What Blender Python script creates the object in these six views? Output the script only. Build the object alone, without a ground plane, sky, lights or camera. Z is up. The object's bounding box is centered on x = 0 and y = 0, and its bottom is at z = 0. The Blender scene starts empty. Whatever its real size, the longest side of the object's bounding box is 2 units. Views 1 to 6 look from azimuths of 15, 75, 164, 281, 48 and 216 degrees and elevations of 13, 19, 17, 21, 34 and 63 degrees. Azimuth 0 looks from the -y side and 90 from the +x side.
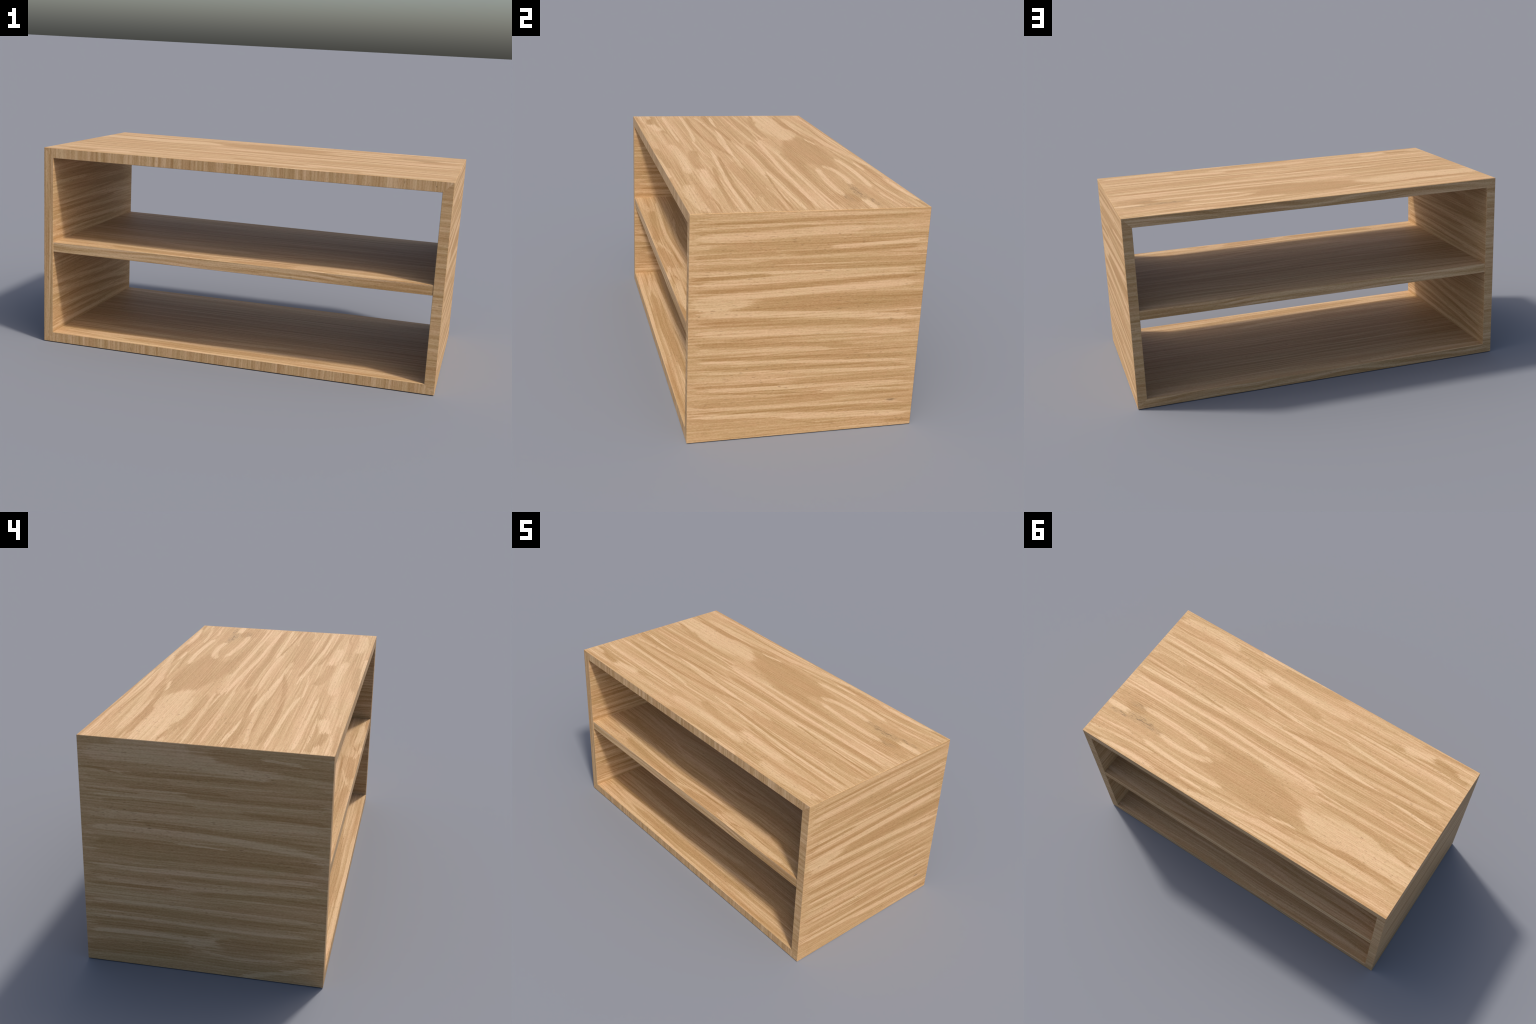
"""Open oak-veneer shelf unit: a mitred box (2 x 1 x 1 m), open at front and
back, with one fixed shelf half way up.  Every face carries its own procedural
veneer: a ring field (long streaks along the grain, drawn with node maths),
pores and fine grain."""
import bpy, bmesh, math

# ------------------------------------------------------------------ sizes
HALF_LENGTH = 1.0
HALF_DEPTH = 0.5
HEIGHT = 1.0
BOARD = 0.05           # board thickness
CHAMFER = 0.0016       # eased edges
SHELF_TOP = 0.525
SHELF_RECESS = 0.002

# ------------------------------------------------------------------ colours
LIGHT_WOOD = (0.600, 0.408, 0.236)
MID_WOOD = (0.470, 0.298, 0.145)
DARK_WOOD = (0.345, 0.196, 0.077)
PORE_WOOD = (0.22, 0.125, 0.05)


# ------------------------------------------------------------------ node helper
class Nodes:
    def __init__(self, tree):
        self.t = tree
        self.count = 0

    def new(self, kind):
        n = self.t.nodes.new(kind)
        n.location = (180 * (self.count % 40), -200 * (self.count // 40))
        self.count += 1
        return n

    def put(self, socket, value):
        if isinstance(value, bpy.types.NodeSocket):
            self.t.links.new(value, socket)
        else:
            socket.default_value = value

    def math(self, op, a, b=0.0, c=0.0, clamp=False):
        n = self.new('ShaderNodeMath')
        n.operation = op
        n.use_clamp = clamp
        for i, x in enumerate((a, b, c)):
            self.put(n.inputs[i], x)
        return n.outputs[0]

    def add(self, a, b): return self.math('ADD', a, b)
    def sub(self, a, b): return self.math('SUBTRACT', a, b)
    def mul(self, a, b): return self.math('MULTIPLY', a, b)
    def mad(self, a, b, c): return self.math('MULTIPLY_ADD', a, b, c)

    def smooth(self, x, lo, hi):
        n = self.new('ShaderNodeMapRange')
        n.interpolation_type = 'SMOOTHSTEP'
        self.put(n.inputs['Value'], x)
        self.put(n.inputs['From Min'], lo)
        self.put(n.inputs['From Max'], hi)
        return n.outputs['Result']

    def xyz(self, x, y, z=0.0):
        n = self.new('ShaderNodeCombineXYZ')
        for i, v in enumerate((x, y, z)):
            self.put(n.inputs[i], v)
        return n.outputs[0]

    def noise(self, u, v, seed, ku, kv, detail=2.0, rough=0.5, distortion=0.0):
        """noise stretched along the grain, centred on zero (about -0.5..0.5)"""
        n = self.new('ShaderNodeTexNoise')
        n.noise_dimensions = '3D'
        self.put(n.inputs['Vector'], self.xyz(self.mul(u, ku), self.mul(v, kv), seed))
        n.inputs['Scale'].default_value = 1.0
        n.inputs['Detail'].default_value = detail
        n.inputs['Roughness'].default_value = rough
        n.inputs['Distortion'].default_value = distortion
        return self.sub(n.outputs['Fac'], 0.5)


def make_group(name, ins, out):
    g = bpy.data.node_groups.new(name, 'ShaderNodeTree')
    for i in ins:
        g.interface.new_socket(i, in_out='INPUT', socket_type='NodeSocketFloat')
    g.interface.new_socket(out, in_out='OUTPUT', socket_type='NodeSocketFloat')
    n = Nodes(g)
    gi = n.new('NodeGroupInput')
    go = n.new('NodeGroupOutput')
    return g, n, {i: gi.outputs[i] for i in ins}, go.inputs[out]


def streak_group():
    """One growth-ring streak: a curved band that runs along the grain and
    comes to a point at both ends; pulls the tone towards its own."""
    g, n, i, out = make_group('grain_streak', ['tone', 'u', 'v', 'scale', 'shift',
                                               'a', 'b', 'c', 'sharp', 'own'], 'tone')
    u = n.mad(i['tone'], 1e-7, i['u'])       # evaluate the streaks one after another
    s = n.mad(u, i['scale'], i['shift'])     # 0..1 from start to end
    centre = n.mad(s, n.mad(s, i['c'], i['b']), i['a'])
    d = n.mul(n.math('ABSOLUTE', n.sub(i['v'], centre)), i['sharp'])
    end = n.math('ABSOLUTE', n.mad(s, 2.0, -1.0))
    d = n.add(d, n.math('MAXIMUM', n.mad(end, 6.0, -4.9), 0.0))
    mask = n.smooth(d, 1.15, 0.7)
    res = n.mad(n.mul(mask, 0.82), n.sub(i['own'], i['tone']), i['tone'])
    n.t.links.new(res, out)
    return g


def patch_group():
    """A flame or blotch in the figure: a soft ellipse, lying along the grain."""
    g, n, i, out = make_group('grain_patch', ['tone', 'u', 'v', 'cu', 'cv', 'ru', 'rv',
                                              'lean', 'own'], 'tone')
    p = n.sub(n.mad(i['tone'], 1e-7, i['u']), i['cu'])
    q = n.sub(n.sub(i['v'], i['cv']), n.mul(p, i['lean']))
    p = n.math('DIVIDE', p, i['ru'])
    q = n.math('DIVIDE', q, i['rv'])
    r = n.math('SQRT', n.mad(p, p, n.mul(q, q)))
    mask = n.smooth(r, 1.12, 0.88)
    res = n.mad(n.mul(mask, 0.9), n.sub(i['own'], i['tone']), i['tone'])
    n.t.links.new(res, out)
    return g


STREAK = streak_group()
PATCH = patch_group()


# ------------------------------------------------------------------ material
def veneer(name, along, across, seed, streaks=(), patches=(), knots=(), broad=1.0,
           band=1.0, wave=1.0, size=1.0):
    """Wood face. along / across: object axes of the grain and of the rings.
    streaks: (u0, u1, v at start, middle, end, half width, tone)
    patches: (u, v, radius u, radius v, lean, tone); knots: (u, v, ru, rv)."""
    m = bpy.data.materials.new(name)
    m.use_nodes = True
    t = m.node_tree
    t.nodes.clear()
    n = Nodes(t)
    co = n.new('ShaderNodeTexCoord').outputs['Object']
    sep = n.new('ShaderNodeSeparateXYZ')
    t.links.new(co, sep.inputs[0])
    u = sep.outputs['XYZ'.index(along)]
    v = sep.outputs['XYZ'.index(across)]

    # rings wander slowly, and their borders are ragged along the grain
    wander = n.noise(u, v, seed + 0.3, 1.6, 5.0, 1.0)
    rag = n.noise(u, v, seed + 7.1, 5.0, 260.0, 1.0)
    rough_edge = n.noise(u, v, seed + 3.7, 22.0, 150.0, 1.0)
    uj = n.mad(rag, 0.13, u)
    vj = n.mad(rough_edge, 0.004, n.mad(wander, 0.012 * wave, v))
    vw = n.mad(wander, 0.05 * wave, v)

    # base figure: bands of several widths
    tone = n.mul(n.noise(uj, vw, seed + 1.0, 0.55, 10.0 / size, 1.0), 1.0 * broad)
    tone = n.mad(n.noise(uj, vw, seed + 2.0, 0.7, 52.0 / size, 1.5), 2.3 * band, tone)
    tone = n.mad(n.noise(uj, vj, seed + 5.0, 2.2, 105.0 / size, 1.0), 1.5 * band, tone)

    for cu, cv, ru, rv, lean, own in patches:
        k = n.new('ShaderNodeGroup')
        k.node_tree = PATCH
        for s, x in zip(k.inputs, (tone, uj, vj, cu, cv, ru, rv, lean, own)):
            n.put(s, x)
        tone = k.outputs[0]
    for u0, u1, v0, vm, v1, w, own in streaks:
        k = n.new('ShaderNodeGroup')
        k.node_tree = STREAK
        pars = (tone, uj, vj, 1 / (u1 - u0), -u0 / (u1 - u0), v0, 4 * vm - 3 * v0 - v1,
                2 * v0 - 4 * vm + 2 * v1, 1.15 / w, own)
        for s, x in zip(k.inputs, pars):
            n.put(s, x)
        tone = k.outputs[0]

    # thin long lines, then short fibres and speckle
    tone = n.mad(n.noise(uj, n.mad(wander, 0.02, v), seed + 8.0, 1.5, 150.0, 1.5), 2.1, tone)
    tone = n.mad(n.noise(u, vj, seed + 9.0, 20.0, 190.0, 2.0, 0.65), 1.2, tone)
    tone = n.mad(n.noise(u, v, seed + 11.0, 100.0, 230.0, 1.0), 1.3, tone)

    ramp = n.new('ShaderNodeValToRGB')
    e = ramp.color_ramp.elements
    e[0].position, e[0].color = 0.0, (*DARK_WOOD, 1)
    e[1].position, e[1].color = 1.0, (*LIGHT_WOOD, 1)
    mid = e.new(0.5)
    mid.color = (*MID_WOOD, 1)
    n.put(ramp.inputs[0], n.mad(tone, 0.46, 0.5))
    colour = ramp.outputs[0]

    def mix(fac, a, b, mode='MIX'):
        x = n.new('ShaderNodeMix')
        x.data_type = 'RGBA'
        x.blend_type = mode
        n.put(x.inputs['Factor'], fac)
        n.put(x.inputs['A'], a)
        n.put(x.inputs['B'], b)
        return x.outputs['Result']

    # drift between pinkish and straw-yellow wood
    hue = n.smooth(n.add(n.noise(u, v, seed + 13.0, 3.0, 14.0, 2.0),
                         n.mul(n.noise(u, v, seed + 17.0, 35.0, 120.0, 1.0), 0.7)), -0.25, 0.25)
    colour = mix(0.5, colour, mix(hue, (1.06, 0.98, 0.98, 1), (0.985, 1.005, 0.95, 1)), 'MULTIPLY')

    # open pores: thin dark dashes along the grain
    pore = n.smooth(n.noise(u, vj, seed + 19.0, 34.0, 210.0, 1.0, 0.5), 0.12, 0.24)
    where = n.smooth(n.noise(u, v, seed + 23.0, 2.0, 11.0, 1.0), -0.12, 0.2)
    colour = mix(n.mul(n.mul(pore, n.mad(where, 0.65, 0.35)), 0.66), colour, (*PORE_WOOD, 1))

    # knots: clusters of dark flecks
    for ku, kv, ru, rv, amount in knots:
        p = n.math('DIVIDE', n.sub(u, ku), ru)
        q = n.math('DIVIDE', n.sub(v, kv), rv)
        near = n.smooth(n.math('SQRT', n.mad(p, p, n.mul(q, q))), 1.1, 0.2)
        if amount < 1.0:
            fleck = n.smooth(n.noise(u, v, seed + 29.0, 24.0, 110.0, 1.0), -0.04, 0.16)
            near = n.mul(near, n.mad(fleck, 0.8, 0.15))
        colour = mix(n.mul(near, amount), colour, (0.15, 0.09, 0.045, 1))

    bsdf = n.new('ShaderNodeBsdfPrincipled')
    n.put(bsdf.inputs['Base Color'], colour)
    bsdf.inputs['Roughness'].default_value = 0.62
    bsdf.inputs['Specular IOR Level'].default_value = 0.22
    bump = n.new('ShaderNodeBump')
    bump.inputs['Strength'].default_value = 0.12
    bump.inputs['Distance'].default_value = 0.001
    n.put(bump.inputs['Height'], n.sub(1.0, pore))
    n.put(bsdf.inputs['Normal'], bump.outputs[0])
    o = n.new('ShaderNodeOutputMaterial')
    t.links.new(bsdf.outputs[0], o.inputs[0])
    return m


# ------------------------------------------------------------------ the figure of each face
TOP_STREAKS = [
    (0.749, 0.987, -0.483, -0.470, -0.478, 0.006, -0.50),
    (0.550, 0.988, -0.433, -0.444, -0.423, 0.030, +0.70),
    (0.302, 0.647, -0.324, -0.342, -0.337, 0.022, +0.90),
    (0.730, 0.999, -0.389, -0.365, -0.377, 0.007, -0.70),
    (0.230, 1.005, -0.263, -0.299, -0.316, 0.013, -0.70),
    (-0.154, 0.465, -0.505, -0.495, -0.491, 0.010, +0.70),
    (-0.159, 0.293, -0.486, -0.471, -0.459, 0.022, -0.60),
    (-0.247, 0.385, -0.394, -0.386, -0.398, 0.026, +0.80),
    (-0.105, 0.307, -0.299, -0.329, -0.330, 0.030, -0.60),
    (-0.131, 1.009, -0.210, -0.251, -0.269, 0.010, +1.00),
    (0.004, 1.010, -0.200, -0.236, -0.242, 0.010, -0.90),
    (0.121, 1.101, -0.139, -0.148, -0.067, 0.055, -0.45),
    (-0.299, 0.075, -0.273, -0.265, -0.250, 0.007, +0.80),
    (-0.389, 0.328, -0.128, -0.130, -0.139, 0.012, +0.80),
    (0.759, 1.005, -0.162, -0.168, -0.149, 0.010, +0.50),
    (0.640, 1.003, -0.111, -0.095, -0.103, 0.009, +0.40),
    (0.357, 1.002, -0.045, -0.073, -0.080, 0.006, -0.90),
    (0.338, 1.005, -0.040, -0.038, -0.029, 0.010, +1.00),
    (-0.236, 0.469, -0.063, -0.052, -0.068, 0.011, +0.90),
    (-0.270, 1.005, -0.005, -0.002, 0.007, 0.020, -0.80),
    (-0.528, 1.004, 0.093, 0.046, 0.032, 0.013, +1.00),
    (-0.337, 0.058, 0.095, 0.101, 0.111, 0.022, +0.70),
    (-0.097, 1.005, 0.104, 0.093, 0.088, 0.009, +0.90),
    (0.086, 0.512, 0.069, 0.068, 0.067, 0.007, -0.50),
    (-0.052, 1.002, 0.126, 0.128, 0.130, 0.016, -0.60),
    (0.750, 1.002, 0.107, 0.111, 0.120, 0.006, +0.70),
    (0.737, 0.995, 0.188, 0.180, 0.180, 0.045, -0.50),
    (0.853, 1.006, 0.256, 0.260, 0.259, 0.020, +1.00),
    (0.299, 0.818, 0.220, 0.192, 0.191, 0.018, +0.90),
    (0.260, 0.631, 0.253, 0.293, 0.277, 0.020, +0.90),
    (0.746, 0.996, 0.361, 0.375, 0.382, 0.008, +0.70),
    (0.573, 1.003, 0.399, 0.416, 0.444, 0.010, +0.70),
    (0.629, 1.001, 0.428, 0.468, 0.486, 0.010, -0.60),
    (0.517, 0.898, 0.472, 0.473, 0.492, 0.012, +1.10),
    (0.115, 0.686, 0.360, 0.373, 0.355, 0.015, +1.10),
    (0.015, 0.335, 0.384, 0.402, 0.411, 0.006, -0.70),
    (-0.171, 0.394, 0.394, 0.421, 0.432, 0.009, +0.90),
    (-0.207, 0.247, 0.389, 0.420, 0.426, 0.008, -0.50),
    (-0.970, 0.357, 0.364, 0.413, 0.490, 0.018, +0.70),
    (-0.969, -0.213, 0.319, 0.336, 0.377, 0.016, -0.90),
    (-0.786, -0.581, 0.329, 0.325, 0.331, 0.025, -0.80),
    (-0.347, -0.188, 0.341, 0.348, 0.362, 0.008, +1.10),
    (-0.876, -0.216, 0.454, 0.481, 0.506, 0.008, -0.70),
    (-0.928, 0.015, 0.472, 0.478, 0.489, 0.010, +0.60),
    (-0.993, -0.344, 0.194, 0.141, 0.143, 0.020, -0.70),
    (-0.827, -0.729, 0.170, 0.162, 0.144, 0.020, -0.60),
    (-1.008, -0.286, 0.086, 0.100, 0.120, 0.008, +0.70),
    (-1.007, -0.256, 0.048, 0.077, 0.072, 0.010, -0.60),
    (-1.006, -0.234, 0.012, 0.026, 0.037, 0.008, +0.70),
    (-0.999, -0.196, -0.036, -0.028, -0.022, 0.008, -0.60),
    (-1.001, 0.081, -0.057, -0.099, -0.131, 0.011, +1.10),
    (-1.000, -0.277, -0.106, -0.088, -0.065, 0.013, -0.90),
    (-1.005, -0.131, -0.157, -0.122, -0.121, 0.011, +0.60),
    (-0.986, 0.071, -0.194, -0.204, -0.128, 0.014, -0.80),
    (-0.998, -0.264, -0.230, -0.239, -0.263, 0.010, +1.00),
    (-0.988, -0.277, -0.336, -0.341, -0.343, 0.010, +1.00),
    (-0.984, -0.575, -0.294, -0.303, -0.299, 0.010, +0.30),
    (-0.992, -0.486, -0.379, -0.394, -0.374, 0.009, -0.70),
    (-0.774, -0.569, -0.432, -0.416, -0.405, 0.028, +0.90),
    (-0.985, -0.742, -0.391, -0.422, -0.427, 0.024, -0.80),
    (-1.025, -0.902, -0.418, -0.420, -0.417, 0.014, +0.90),
    (-1.003, -0.760, -0.460, -0.465, -0.456, 0.007, +0.70),
    (-0.986, -0.641, -0.490, -0.482, -0.478, 0.012, -0.60),
]
TOP_PATCHES = [
    (0.06, 0.25, 0.42, 0.115, -0.10, -0.62),     # brown flame
    (0.42, 0.21, 0.20, 0.055, 0.0, -0.15),
    (-0.62, 0.235, 0.30, 0.075, 0.05, 0.62),     # pale flame
    (-0.86, 0.25, 0.20, 0.055, 0.0, 0.70),
    (-0.43, 0.27, 0.13, 0.055, -0.4, 0.55),
    (0.78, 0.27, 0.24, 0.07, 0.0, -0.25),        # round the knot
    (0.83, 0.215, 0.08, 0.03, 0.0, -0.8),
]
RIGHT_STREAKS = [
    (-0.498, 0.483, 0.973, 0.982, 0.990, 0.010, +0.50),
    (-0.498, 0.489, 0.953, 0.964, 0.974, 0.007, -0.80),
    (-0.497, 0.062, 0.938, 0.943, 0.948, 0.006, +0.60),
    (-0.497, 0.018, 0.919, 0.928, 0.939, 0.012, -0.70),
    (-0.497, 0.244, 0.895, 0.908, 0.926, 0.022, +0.80),
    (-0.495, 0.022, 0.880, 0.872, 0.880, 0.004, -0.60),
    (-0.452, 0.341, 0.850, 0.860, 0.873, 0.018, -0.55),
    (0.069, 0.501, 0.844, 0.851, 0.866, 0.010, +1.00),
    (-0.130, 0.494, 0.824, 0.828, 0.839, 0.012, -0.80),
    (-0.496, -0.108, 0.819, 0.823, 0.825, 0.010, -0.70),
    (-0.367, 0.493, 0.808, 0.807, 0.805, 0.006, +0.60),
    (-0.495, -0.237, 0.795, 0.793, 0.790, 0.006, +0.50),
    (-0.237, 0.496, 0.790, 0.788, 0.778, 0.012, -0.60),
    (-0.472, 0.493, 0.773, 0.764, 0.759, 0.011, -0.50),
    (-0.495, 0.491, 0.742, 0.745, 0.734, 0.007, +0.90),
    (-0.495, -0.148, 0.724, 0.733, 0.736, 0.009, -1.00),
    (-0.494, 0.491, 0.700, 0.720, 0.731, 0.018, +0.80),
    (-0.494, 0.493, 0.672, 0.686, 0.709, 0.012, -0.90),
    (-0.493, 0.497, 0.640, 0.659, 0.678, 0.018, +1.00),
    (-0.508, -0.231, 0.626, 0.615, 0.629, 0.022, +0.80),
    (-0.300, 0.958, 0.593, 0.602, 0.596, 0.046, -0.75),
    (-0.492, 0.499, 0.580, 0.555, 0.516, 0.017, +1.00),
    (-0.448, -0.326, 0.595, 0.587, 0.588, 0.014, +0.80),
    (-0.492, 0.496, 0.538, 0.518, 0.493, 0.015, -0.75),
    (-0.498, 0.491, 0.494, 0.477, 0.452, 0.017, +0.85),
    (-0.358, 0.331, 0.454, 0.459, 0.448, 0.004, -0.70),
    (-0.497, 0.220, 0.446, 0.429, 0.403, 0.013, -0.70),
    (-0.019, 0.264, 0.418, 0.413, 0.393, 0.011, -0.50),
    (-0.497, 0.145, 0.421, 0.406, 0.392, 0.010, +0.70),
    (-0.496, 0.497, 0.387, 0.363, 0.338, 0.010, -0.90),
    (-0.496, 0.494, 0.373, 0.341, 0.316, 0.008, +1.00),
    (-0.487, 0.492, 0.344, 0.316, 0.294, 0.012, -0.70),
    (-0.495, 0.493, 0.321, 0.296, 0.279, 0.009, +0.70),
    (-0.495, -0.080, 0.293, 0.281, 0.264, 0.018, +0.50),
    (-0.079, 0.496, 0.249, 0.247, 0.248, 0.013, -0.60),
    (-0.495, -0.102, 0.254, 0.248, 0.246, 0.009, -0.90),
    (-0.494, 0.495, 0.239, 0.226, 0.212, 0.010, +0.90),
    (-0.494, 0.497, 0.228, 0.199, 0.192, 0.005, -0.90),
    (0.064, 0.498, 0.199, 0.189, 0.178, 0.006, +0.80),
    (-0.123, 0.495, 0.188, 0.173, 0.163, 0.009, -0.70),
    (-0.493, 0.161, 0.170, 0.164, 0.164, 0.014, -0.65),
    (-0.493, 0.495, 0.152, 0.136, 0.112, 0.007, +0.80),
    (-0.493, 0.497, 0.135, 0.117, 0.087, 0.009, -0.80),
    (-0.074, 0.497, 0.127, 0.092, 0.093, 0.016, -0.70),
    (-0.493, 0.495, 0.120, 0.087, 0.058, 0.018, +1.00),
    (-0.071, 0.145, 0.079, 0.048, 0.046, 0.005, -0.70),
    (0.368, 0.519, 0.027, 0.024, 0.021, 0.009, -0.70),
    (-0.492, -0.071, 0.099, 0.093, 0.079, 0.008, -0.40),
    (-0.492, 0.074, 0.056, 0.042, 0.027, 0.012, -0.30),
]
LEFT_STREAKS = [
    (-0.333, 0.503, 0.894, 0.930, 0.939, 0.040, +0.80),
    (0.035, 0.369, 0.953, 0.967, 0.982, 0.050, +0.60),
    (-0.790, 0.004, 0.901, 0.927, 0.974, 0.034, -0.70),
    (-0.506, -0.160, 0.984, 0.990, 0.997, 0.024, -0.30),
    (-0.395, -0.225, 0.943, 0.955, 0.963, 0.008, +0.70),
    (-0.334, -0.053, 0.887, 0.899, 0.911, 0.012, +0.60),
    (0.337, 0.498, 0.858, 0.873, 0.877, 0.006, -1.00),
    (-0.291, 0.328, 0.864, 0.863, 0.860, 0.012, -0.80),
    (-0.500, -0.248, 0.845, 0.869, 0.875, 0.014, -0.60),
    (0.103, 0.485, 0.836, 0.831, 0.846, 0.016, -0.40),
    (0.239, 0.489, 0.780, 0.781, 0.786, 0.004, -1.00),
    (-0.119, 0.330, 0.804, 0.807, 0.804, 0.007, -1.00),
    (-0.496, 0.490, 0.764, 0.767, 0.763, 0.007, +0.70),
    (0.014, 0.425, 0.746, 0.749, 0.742, 0.004, -0.90),
    (-0.495, 0.103, 0.789, 0.787, 0.794, 0.015, -0.70),
    (-0.499, 0.495, 0.687, 0.692, 0.673, 0.020, +0.60),
    (-0.498, -0.142, 0.716, 0.728, 0.739, 0.012, -0.90),
    (-0.503, 0.289, 0.611, 0.639, 0.659, 0.012, -0.80),
    (-0.500, 0.498, 0.575, 0.619, 0.620, 0.016, +1.00),
    (-0.502, 0.497, 0.534, 0.543, 0.539, 0.048, -0.70),
    (-0.085, 0.129, 0.572, 0.579, 0.582, 0.005, +0.90),
    (-0.497, 0.494, 0.467, 0.452, 0.455, 0.012, +1.00),
    (0.109, 0.494, 0.412, 0.416, 0.419, 0.008, -0.70),
    (-0.495, 0.493, 0.411, 0.391, 0.393, 0.011, +0.80),
    (-0.494, 0.155, 0.442, 0.428, 0.421, 0.010, -0.70),
    (0.109, 0.494, 0.374, 0.371, 0.365, 0.009, -0.80),
    (-0.496, 0.062, 0.377, 0.374, 0.362, 0.014, -0.70),
    (-0.496, 0.495, 0.292, 0.293, 0.293, 0.009, +0.80),
    (-0.497, 0.497, 0.266, 0.257, 0.265, 0.018, -0.65),
    (-0.494, 0.496, 0.223, 0.216, 0.223, 0.009, +0.90),
    (-0.054, 0.496, 0.186, 0.180, 0.180, 0.015, -0.80),
    (-0.031, 0.498, 0.141, 0.153, 0.144, 0.012, +1.00),
    (-0.068, 0.088, 0.160, 0.141, 0.149, 0.022, +0.90),
    (0.041, 0.507, 0.086, 0.087, 0.069, 0.040, -0.60),
    (-0.496, -0.054, 0.199, 0.162, 0.147, 0.040, -0.60),
    (-0.498, 0.041, 0.157, 0.089, 0.114, 0.007, +0.70),
    (-0.500, 0.017, 0.110, 0.055, 0.068, 0.018, -0.50),
    (-0.460, -0.150, 0.078, 0.038, 0.005, 0.013, +0.90),
]
SHELF_STREAKS = [
    (-0.972, -0.605, -0.473, -0.470, -0.435, 0.022, +0.60),
    (-0.891, 0.295, -0.390, -0.411, -0.388, 0.010, +1.00),
    (-0.684, -0.092, -0.434, -0.454, -0.472, 0.022, -0.60),
    (-0.113, 0.128, -0.477, -0.446, -0.431, 0.008, +0.90),
    (-0.028, 0.303, -0.480, -0.468, -0.459, 0.022, -0.60),
    (0.264, 0.460, -0.468, -0.489, -0.498, 0.010, +1.00),
    (0.292, 0.632, -0.431, -0.410, -0.391, 0.030, +0.60),
    (0.394, 0.455, -0.474, -0.464, -0.455, 0.008, -0.80),
    (0.497, 0.819, -0.471, -0.472, -0.467, 0.022, +1.00),
    (0.685, 0.935, -0.513, -0.494, -0.495, 0.014, -0.70),
    (-0.904, 0.210, -0.250, -0.355, -0.365, 0.012, -0.50),
    (-0.657, -0.335, -0.173, -0.213, -0.256, 0.010, +0.80),
    (-0.345, 0.052, -0.269, -0.260, -0.257, 0.016, +0.80),
    (0.092, 0.608, -0.274, -0.214, -0.202, 0.014, +0.50),
    (-0.512, 0.318, -0.336, -0.366, -0.354, 0.009, +0.60),
]
BOTTOM_STREAKS = [
    (-0.931, -0.344, -0.415, -0.449, -0.464, 0.010, +0.80),
    (-0.863, 0.565, -0.409, -0.382, -0.334, 0.014, +1.00),
    (-0.639, 0.517, -0.443, -0.437, -0.400, 0.024, -0.60),
    (-0.923, 0.375, -0.483, -0.488, -0.487, 0.012, +0.90),
    (-0.949, -0.336, -0.273, -0.307, -0.313, 0.012, +0.70),
    (-0.254, 0.286, -0.277, -0.293, -0.259, 0.020, +0.70),
    (-0.744, -0.048, -0.245, -0.254, -0.261, 0.030, -0.50),
]
INNER_LEFT_STREAKS = [
    (-0.488, -0.111, 0.829, 0.826, 0.823, 0.012, +0.90),
    (-0.488, 0.407, 0.848, 0.843, 0.798, 0.020, -0.70),
    (-0.487, 0.485, 0.714, 0.707, 0.678, 0.010, +0.90),
    (-0.487, 0.273, 0.681, 0.672, 0.676, 0.010, -0.90),
    (-0.487, 0.488, 0.659, 0.645, 0.624, 0.009, +0.60),
    (-0.487, 0.489, 0.629, 0.621, 0.600, 0.009, -0.60),
    (-0.487, 0.491, 0.609, 0.588, 0.571, 0.010, +1.00),
    (-0.487, 0.278, 0.585, 0.571, 0.563, 0.006, -0.80),
    (-0.486, 0.492, 0.560, 0.538, 0.541, 0.008, +0.80),
    (-0.442, 0.481, 0.789, 0.770, 0.747, 0.018, -0.60),
    (-0.493, 0.246, 0.309, 0.286, 0.247, 0.010, +0.90),
    (-0.493, 0.369, 0.289, 0.251, 0.204, 0.010, -0.70),
    (-0.493, 0.485, 0.256, 0.215, 0.158, 0.012, +0.70),
    (-0.493, 0.486, 0.211, 0.192, 0.132, 0.010, -1.00),
    (-0.493, 0.488, 0.184, 0.144, 0.104, 0.010, +0.90),
    (-0.492, 0.489, 0.151, 0.123, 0.083, 0.010, -0.70),
    (-0.492, 0.023, 0.120, 0.106, 0.096, 0.006, -0.80),
    (-0.492, 0.490, 0.092, 0.070, 0.065, 0.009, +1.00),
]


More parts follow.
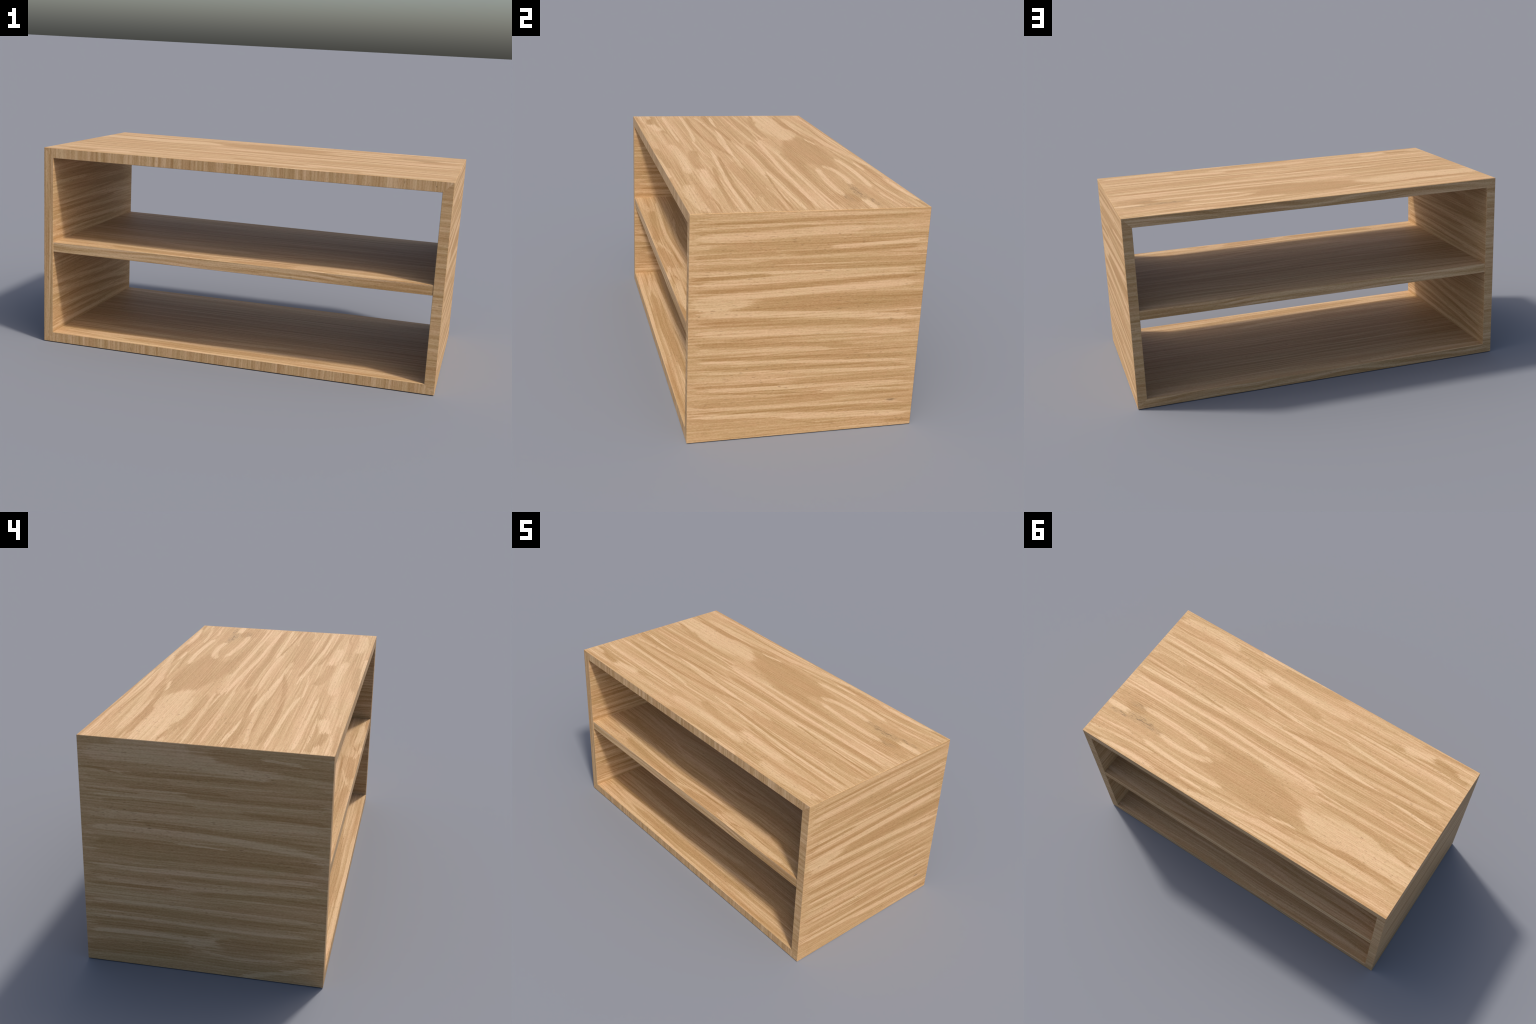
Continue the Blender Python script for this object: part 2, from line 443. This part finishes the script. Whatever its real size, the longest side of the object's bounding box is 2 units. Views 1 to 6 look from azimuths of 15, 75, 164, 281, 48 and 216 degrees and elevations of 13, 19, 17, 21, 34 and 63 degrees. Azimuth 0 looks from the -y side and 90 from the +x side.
def build_materials():
    M = {}
    M['top_face'] = veneer('oak_top', 'X', 'Y', 11.0, TOP_STREAKS, TOP_PATCHES,
                           [(0.76, 0.268, 0.11, 0.032, 0.85), (0.90, 0.292, 0.08, 0.016, 0.75),
                            (0.66, 0.277, 0.07, 0.016, 0.75), (0.83, 0.20, 0.07, 0.022, 0.55)], band=0.85)
    M['right_face'] = veneer('oak_right_side', 'Y', 'Z', 23.0, RIGHT_STREAKS, (),
                             [(0.40, 0.128, 0.035, 0.008, 0.8)], band=0.85)
    M['left_face'] = veneer('oak_left_side', 'Y', 'Z', 37.0, LEFT_STREAKS, (), (), band=0.85)
    M['shelf_face'] = veneer('oak_shelf', 'X', 'Y', 41.0, SHELF_STREAKS, (), (), wave=2.2, band=1.3)
    M['floor_face'] = veneer('oak_floor', 'X', 'Y', 53.0, BOTTOM_STREAKS, (), (), band=1.3)
    M['inner_left'] = veneer('oak_inner_left', 'Y', 'Z', 61.0, INNER_LEFT_STREAKS, band=1.2)
    M['inner_right'] = veneer('oak_inner_right', 'Y', 'Z', 67.0, band=1.5)
    M['under'] = veneer('oak_underside', 'X', 'Y', 71.0)
    M['cross_edge_x'] = veneer('oak_cross_edge_long', 'Z', 'X', 73.0, (), (),
                               [(0.974, 0.9217, 0.005, 0.0022, 1.0)], band=1.4, size=1.35)
    M['cross_edge_z'] = veneer('oak_cross_edge_upright', 'X', 'Z', 79.0, band=1.3, size=1.2)
    M['long_edge_x'] = veneer('oak_long_edge', 'X', 'Z', 83.0, wave=3.0, band=1.6)
    M['long_edge_z'] = veneer('oak_upright_edge', 'Z', 'X', 89.0, band=1.2)
    return M


# ------------------------------------------------------------------ geometry
def section(side, inset, cut):
    """Cross-section (x, z) of a mitred board of the box, shrunk by inset on its
    outer and inner face; cut = chamfer of the box's outer corner."""
    X, Z0, Z1 = HALF_LENGTH - inset, inset, HEIGHT - inset
    x, z0, z1 = HALF_LENGTH - BOARD + inset, BOARD - inset, HEIGHT - BOARD + inset
    h = cut / 2
    return {
        'top': [(-X + cut, Z1), (X - cut, Z1), (X - h, Z1 - h), (x, z1), (-x, z1), (-X + h, Z1 - h)],
        'bottom': [(X - cut, Z0), (-X + cut, Z0), (-X + h, Z0 + h), (-x, z0), (x, z0), (X - h, Z0 + h)],
        'right': [(X, Z1 - cut), (X, Z0 + cut), (X - h, Z0 + h), (x, z0), (x, z1), (X - h, Z1 - h)],
        'left': [(-X, Z0 + cut), (-X, Z1 - cut), (-X + h, Z1 - h), (-x, z1), (-x, z0), (-X + h, Z0 + h)],
    }[side]


def loft(name, rings, ys, parent, mats, choose):
    bm = bmesh.new()
    vs = [[bm.verts.new((x, y, z)) for x, z in r] for r, y in zip(rings, ys)]
    k = len(rings[0])
    for a, b in zip(vs[:-1], vs[1:]):
        for j in range(k):
            bm.faces.new((a[j], a[(j + 1) % k], b[(j + 1) % k], b[j]))
    bm.faces.new(vs[0])
    bm.faces.new(vs[-1][::-1])
    bmesh.ops.recalc_face_normals(bm, faces=bm.faces)
    me = bpy.data.meshes.new(name)
    bm.to_mesh(me)
    bm.free()
    for m in mats:
        me.materials.append(m)
    for p in me.polygons:
        p.material_index = choose(p.normal)
    ob = bpy.data.objects.new(name, me)
    bpy.context.scene.collection.objects.link(ob)
    ob.parent = parent
    return ob


def pick(outer_axis, sign):
    """material slot by face: 0 outer, 1 inner, 2 front edge, 3 back edge"""
    def f(nrm):
        if nrm.y < -0.9:
            return 2
        if nrm.y > 0.9:
            return 3
        return 0 if nrm[outer_axis] * sign > 0.3 else 1
    return f


def board(name, side, parent, mats, axis, sign):
    c = CHAMFER
    ys = (-HALF_DEPTH, -HALF_DEPTH + c, HALF_DEPTH - c, HALF_DEPTH)
    rings = [section(side, c, 0.0006), section(side, 0.0, c), section(side, 0.0, c),
             section(side, c, 0.0006)]
    return loft(name, rings, ys, parent, mats, pick(axis, sign))


def build():
    root = bpy.data.objects.new('shelf_unit', None)
    bpy.context.scene.collection.objects.link(root)
    root['label'] = 'open oak veneer shelf box with one middle shelf'
    root['category'] = 'shelf unit'
    M = build_materials()
    board('top_panel', 'top', root,
          [M['top_face'], M['under'], M['cross_edge_x'], M['long_edge_x']], 2, 1)
    board('bottom_panel', 'bottom', root,
          [M['under'], M['floor_face'], M['cross_edge_x'], M['long_edge_x']], 2, -1)
    board('side_panel', 'right', root,
          [M['right_face'], M['inner_right'], M['cross_edge_z'], M['cross_edge_z']], 0, 1)
    board('side_panel', 'left', root,
          [M['left_face'], M['inner_left'], M['long_edge_z'], M['cross_edge_z']], 0, -1)
    c = CHAMFER
    x = HALF_LENGTH - BOARD
    y0, y1 = -HALF_DEPTH + SHELF_RECESS, HALF_DEPTH - SHELF_RECESS

    def rect(i):
        return [(-x, SHELF_TOP - BOARD + i), (x, SHELF_TOP - BOARD + i), (x, SHELF_TOP - i), (-x, SHELF_TOP - i)]
    loft('shelf', [rect(c), rect(0), rect(0), rect(c)], (y0, y0 + c, y1 - c, y1), root,
         [M['shelf_face'], M['under'], M['long_edge_x'], M['long_edge_x']], pick(2, 1))


build()
